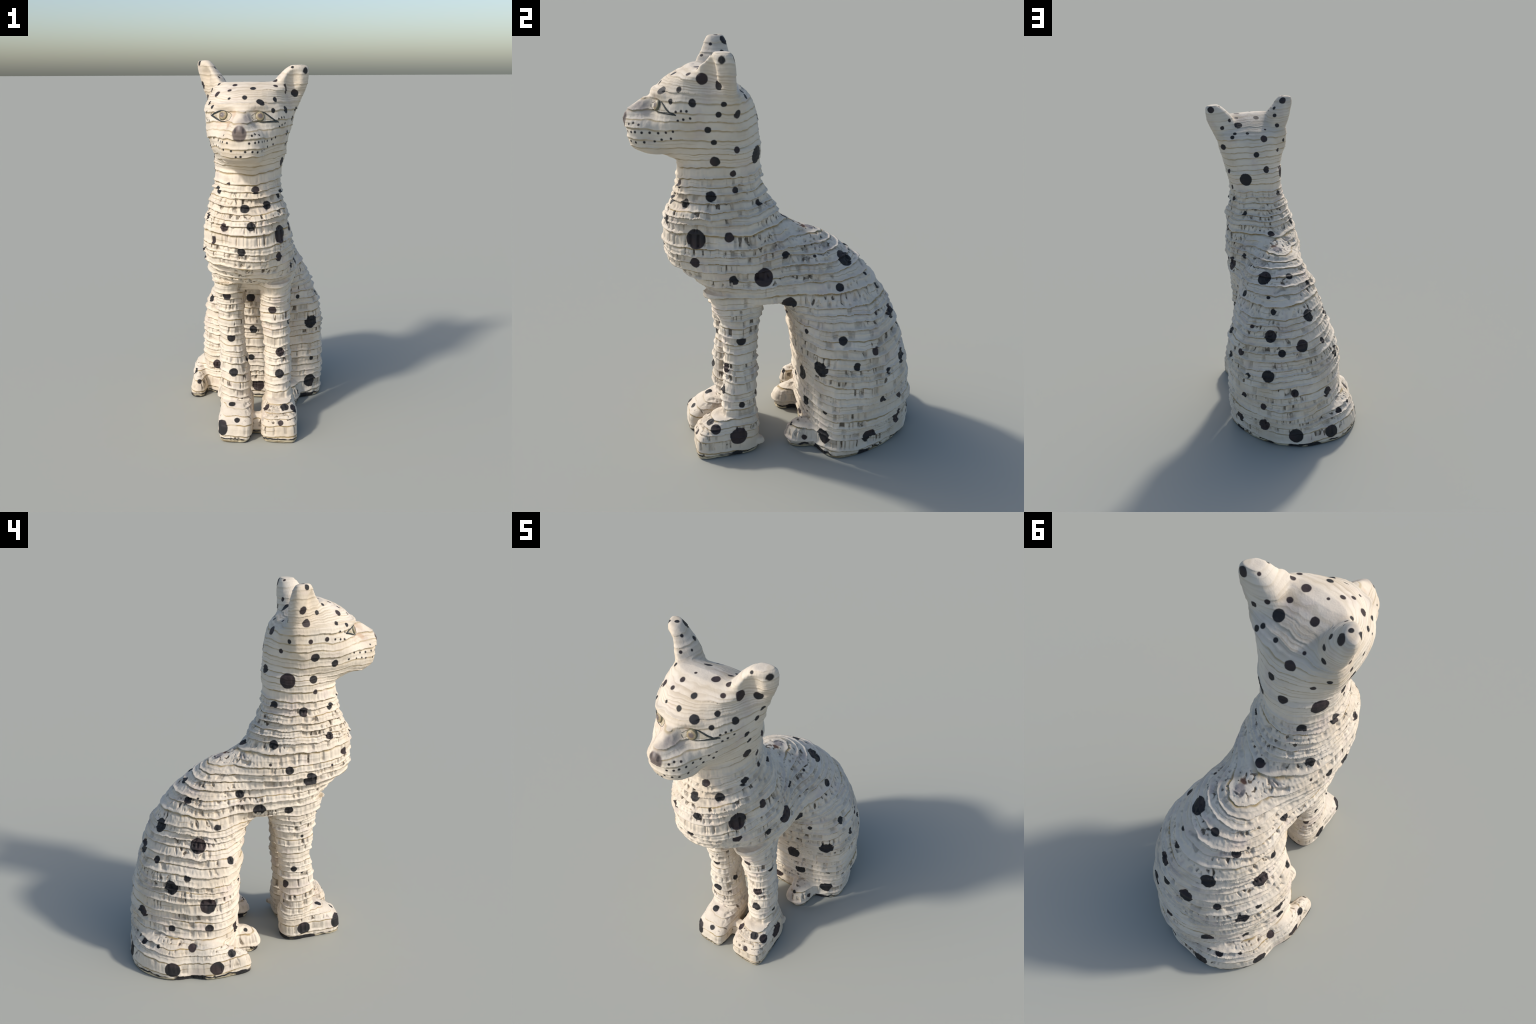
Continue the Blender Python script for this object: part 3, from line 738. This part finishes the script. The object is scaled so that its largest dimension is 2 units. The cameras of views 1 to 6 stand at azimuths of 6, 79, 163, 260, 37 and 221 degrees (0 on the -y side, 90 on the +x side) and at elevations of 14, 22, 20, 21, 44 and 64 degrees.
def iris_paint(name, centre):
    """Grey pupil in an olive iris, cream toward the rim."""
    mat = bpy.data.materials.new(name); mat.use_nodes = True
    N = Nodes(mat)
    pos = N.new("ShaderNodeTexCoord").outputs["Object"]
    wob = N.vmath("ADD", pos, N.vmath("MULTIPLY", N.vmath("SUBTRACT", N.combine(N.noise(pos, 70, 2), .5, N.noise(pos, 90, 2)), (.5, .5, .5)), (.008, 0, .008)))
    d = N.vmath("DISTANCE", wob, tuple(centre))
    col = N.mix(N.step(d, .0080, .0140), (.125, .10, .096, 1), (.24, .19, .115, 1))
    col = N.mix(N.step(d, .013, .017), col, (.34, .27, .16, 1))
    col = N.mix(N.step(d, .0195, .0215), col, (.13, .12, .075, 1))
    col = N.mix(N.step(N.noise(pos, 110, 3), .60, .72, 0, .5), col, (.60, .56, .47, 1))
    s = N.new("ShaderNodeBsdfPrincipled")
    N.put(s.inputs["Base Color"], col)
    s.inputs["Roughness"].default_value = .5
    N.put(N.new("ShaderNodeOutputMaterial").inputs[0], s.outputs[0])
    return mat


# ------------------------------------------------------------------ build
def region_names(c):
    x, y, z = c.T
    name = np.full(len(c), "torso", object)
    name[(z < .60) & (y > -.09)] = "hind_leg"
    name[(z < .60) & (y > -.09) & (x < .015)] = "hind_leg.001"
    name[(z < .80) & (y < -.075)] = "foreleg"
    name[(z < .80) & (y < -.075) & (x < .05)] = "foreleg.001"
    low = (y < -.09) & (z < .135 + np.clip(-(y + .30), 0, .1) * 1.0)
    name[low] = "forepaw"; name[low & (x < .05)] = "forepaw.001"
    hp = (y < .10) & (y > -.06) & (z < .20)
    name[hp & (x > .10) & (x < .29) & (z < .16)] = "hind_paw"
    name[hp & (x > -.27) & (x < -.07)] = "hind_paw.001"
    T = np.array(TAIL); tail = np.zeros(len(c), bool)
    for s in np.linspace(0, len(TAIL) - 1, 40):
        tx, ty, w, h = (hermite(np.array([s]), np.arange(len(TAIL)), T[:, k])[0] for k in range(4))
        tail |= (np.hypot(x - tx, y - ty) < w * 1.15) & (z < h * 1.05)
    name[tail & (x < .02) & (y > .06)] = "tail"
    name[z > 1.22 + .25 * np.clip(y + .1, -.1, .3)] = "neck"
    name[z > 1.475 - .06 * smoothstep(-.25, -.5, y) + .03 * smoothstep(-.55, -.6, y)] = "head"
    name[(z > 1.845) & (x > .155) & (y > -.43)] = "ear"
    name[(z > 1.845) & (x < -.10) & (y > -.41)] = "ear.001"
    name[(np.hypot(np.hypot(x - .012, y + .722), (z - 1.672) * .8) < .04)] = "nose"
    return name


def build():
    F, origin = build_field()
    verts, quads = surface_nets(F, origin)
    # relax the meshing steps a little
    e = np.concatenate([quads[:, [0, 1]], quads[:, [1, 2]], quads[:, [2, 3]], quads[:, [3, 0]]])
    deg = np.bincount(e[:, 0], minlength=len(verts)).astype(float)
    for f in (.6, -.3, .6):
        s = np.stack([np.bincount(e[:, 0], verts[e[:, 1], k], len(verts)) for k in range(3)], 1) / deg[:, None]
        s2 = np.stack([np.bincount(e[:, 1], verts[e[:, 0], k], len(verts)) for k in range(3)], 1) / deg[:, None]
        verts = verts + f * ((s + s2) / 2 - verts)
    me = mesh_from("clay", verts, quads)
    ob = bpy.data.objects.new("clay", me); bpy.context.scene.collection.objects.link(ob)
    ss = ob.modifiers.new("s", "SUBSURF"); ss.levels = 1; ss.render_levels = 1
    dg = bpy.context.evaluated_depsgraph_get()
    fine = bpy.data.meshes.new_from_object(ob.evaluated_get(dg))
    bpy.data.objects.remove(ob)
    n = len(fine.vertices)
    co = np.empty(n * 3, np.float32); fine.vertices.foreach_get("co", co); co = co.reshape(-1, 3).astype(float)
    no = np.empty(n * 3, np.float32); fine.vertex_normals.foreach_get("vector", no); no = no.reshape(-1, 3).astype(float)
    co = relief(co, no)
    co[:, 2] = np.maximum(co[:, 2], 0)
    fine.vertices.foreach_set("co", co.astype(np.float32).ravel()); fine.update()
    fine.vertex_normals.foreach_get("vector", no_ := np.empty(n * 3, np.float32)); no = no_.reshape(-1, 3)
    q = np.empty(len(fine.loops), np.int32); fine.loops.foreach_get("vertex_index", q); q = q.reshape(-1, 4)
    names = region_names(co[q].mean(1))

    root = bpy.data.objects.new("cat_statue", None); bpy.context.scene.collection.objects.link(root)
    root["label"] = "seated cat sculpture of stacked white board with charcoal spots"
    root["category"] = "cat sculpture"
    parent = {"forepaw": "foreleg", "forepaw.001": "foreleg.001", "hind_paw": "hind_leg", "hind_paw.001": "hind_leg.001",
              "ear": "head", "ear.001": "head", "nose": "head"}
    allspots = [s for group in SPOTS.values() for s in group]
    obs = {}
    order = ["torso", "neck", "head", "foreleg", "foreleg.001", "hind_leg", "hind_leg.001", "tail",
             "forepaw", "forepaw.001", "hind_paw", "hind_paw.001", "ear", "ear.001", "nose"]
    surf = BVHTree.FromPolygons(co.tolist(), q.tolist())
    for nm in order:
        f = q[names == nm]
        if not len(f):
            continue
        used, inv = np.unique(f, return_inverse=True)
        m = mesh_from(nm, co[used], inv.reshape(-1, 4))
        m.polygons.foreach_set("use_smooth", np.ones(len(f), bool))
        m.normals_split_custom_set_from_vertices(no[used].astype(float).tolist())
        lo, hi = co[used].min(0), co[used].max(0)
        mine = [s for s in allspots if all(lo[k] - s[3] - .01 < s[k] < hi[k] + s[3] + .01 for k in range(3))]
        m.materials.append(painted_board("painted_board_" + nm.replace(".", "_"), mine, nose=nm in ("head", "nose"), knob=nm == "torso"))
        o = bpy.data.objects.new(nm, m); bpy.context.scene.collection.objects.link(o)
        obs[nm] = o
        o.parent = obs.get(parent.get(nm), root)
    build_eyes(surf, obs["head"])
    return root, obs


root, obs = build()
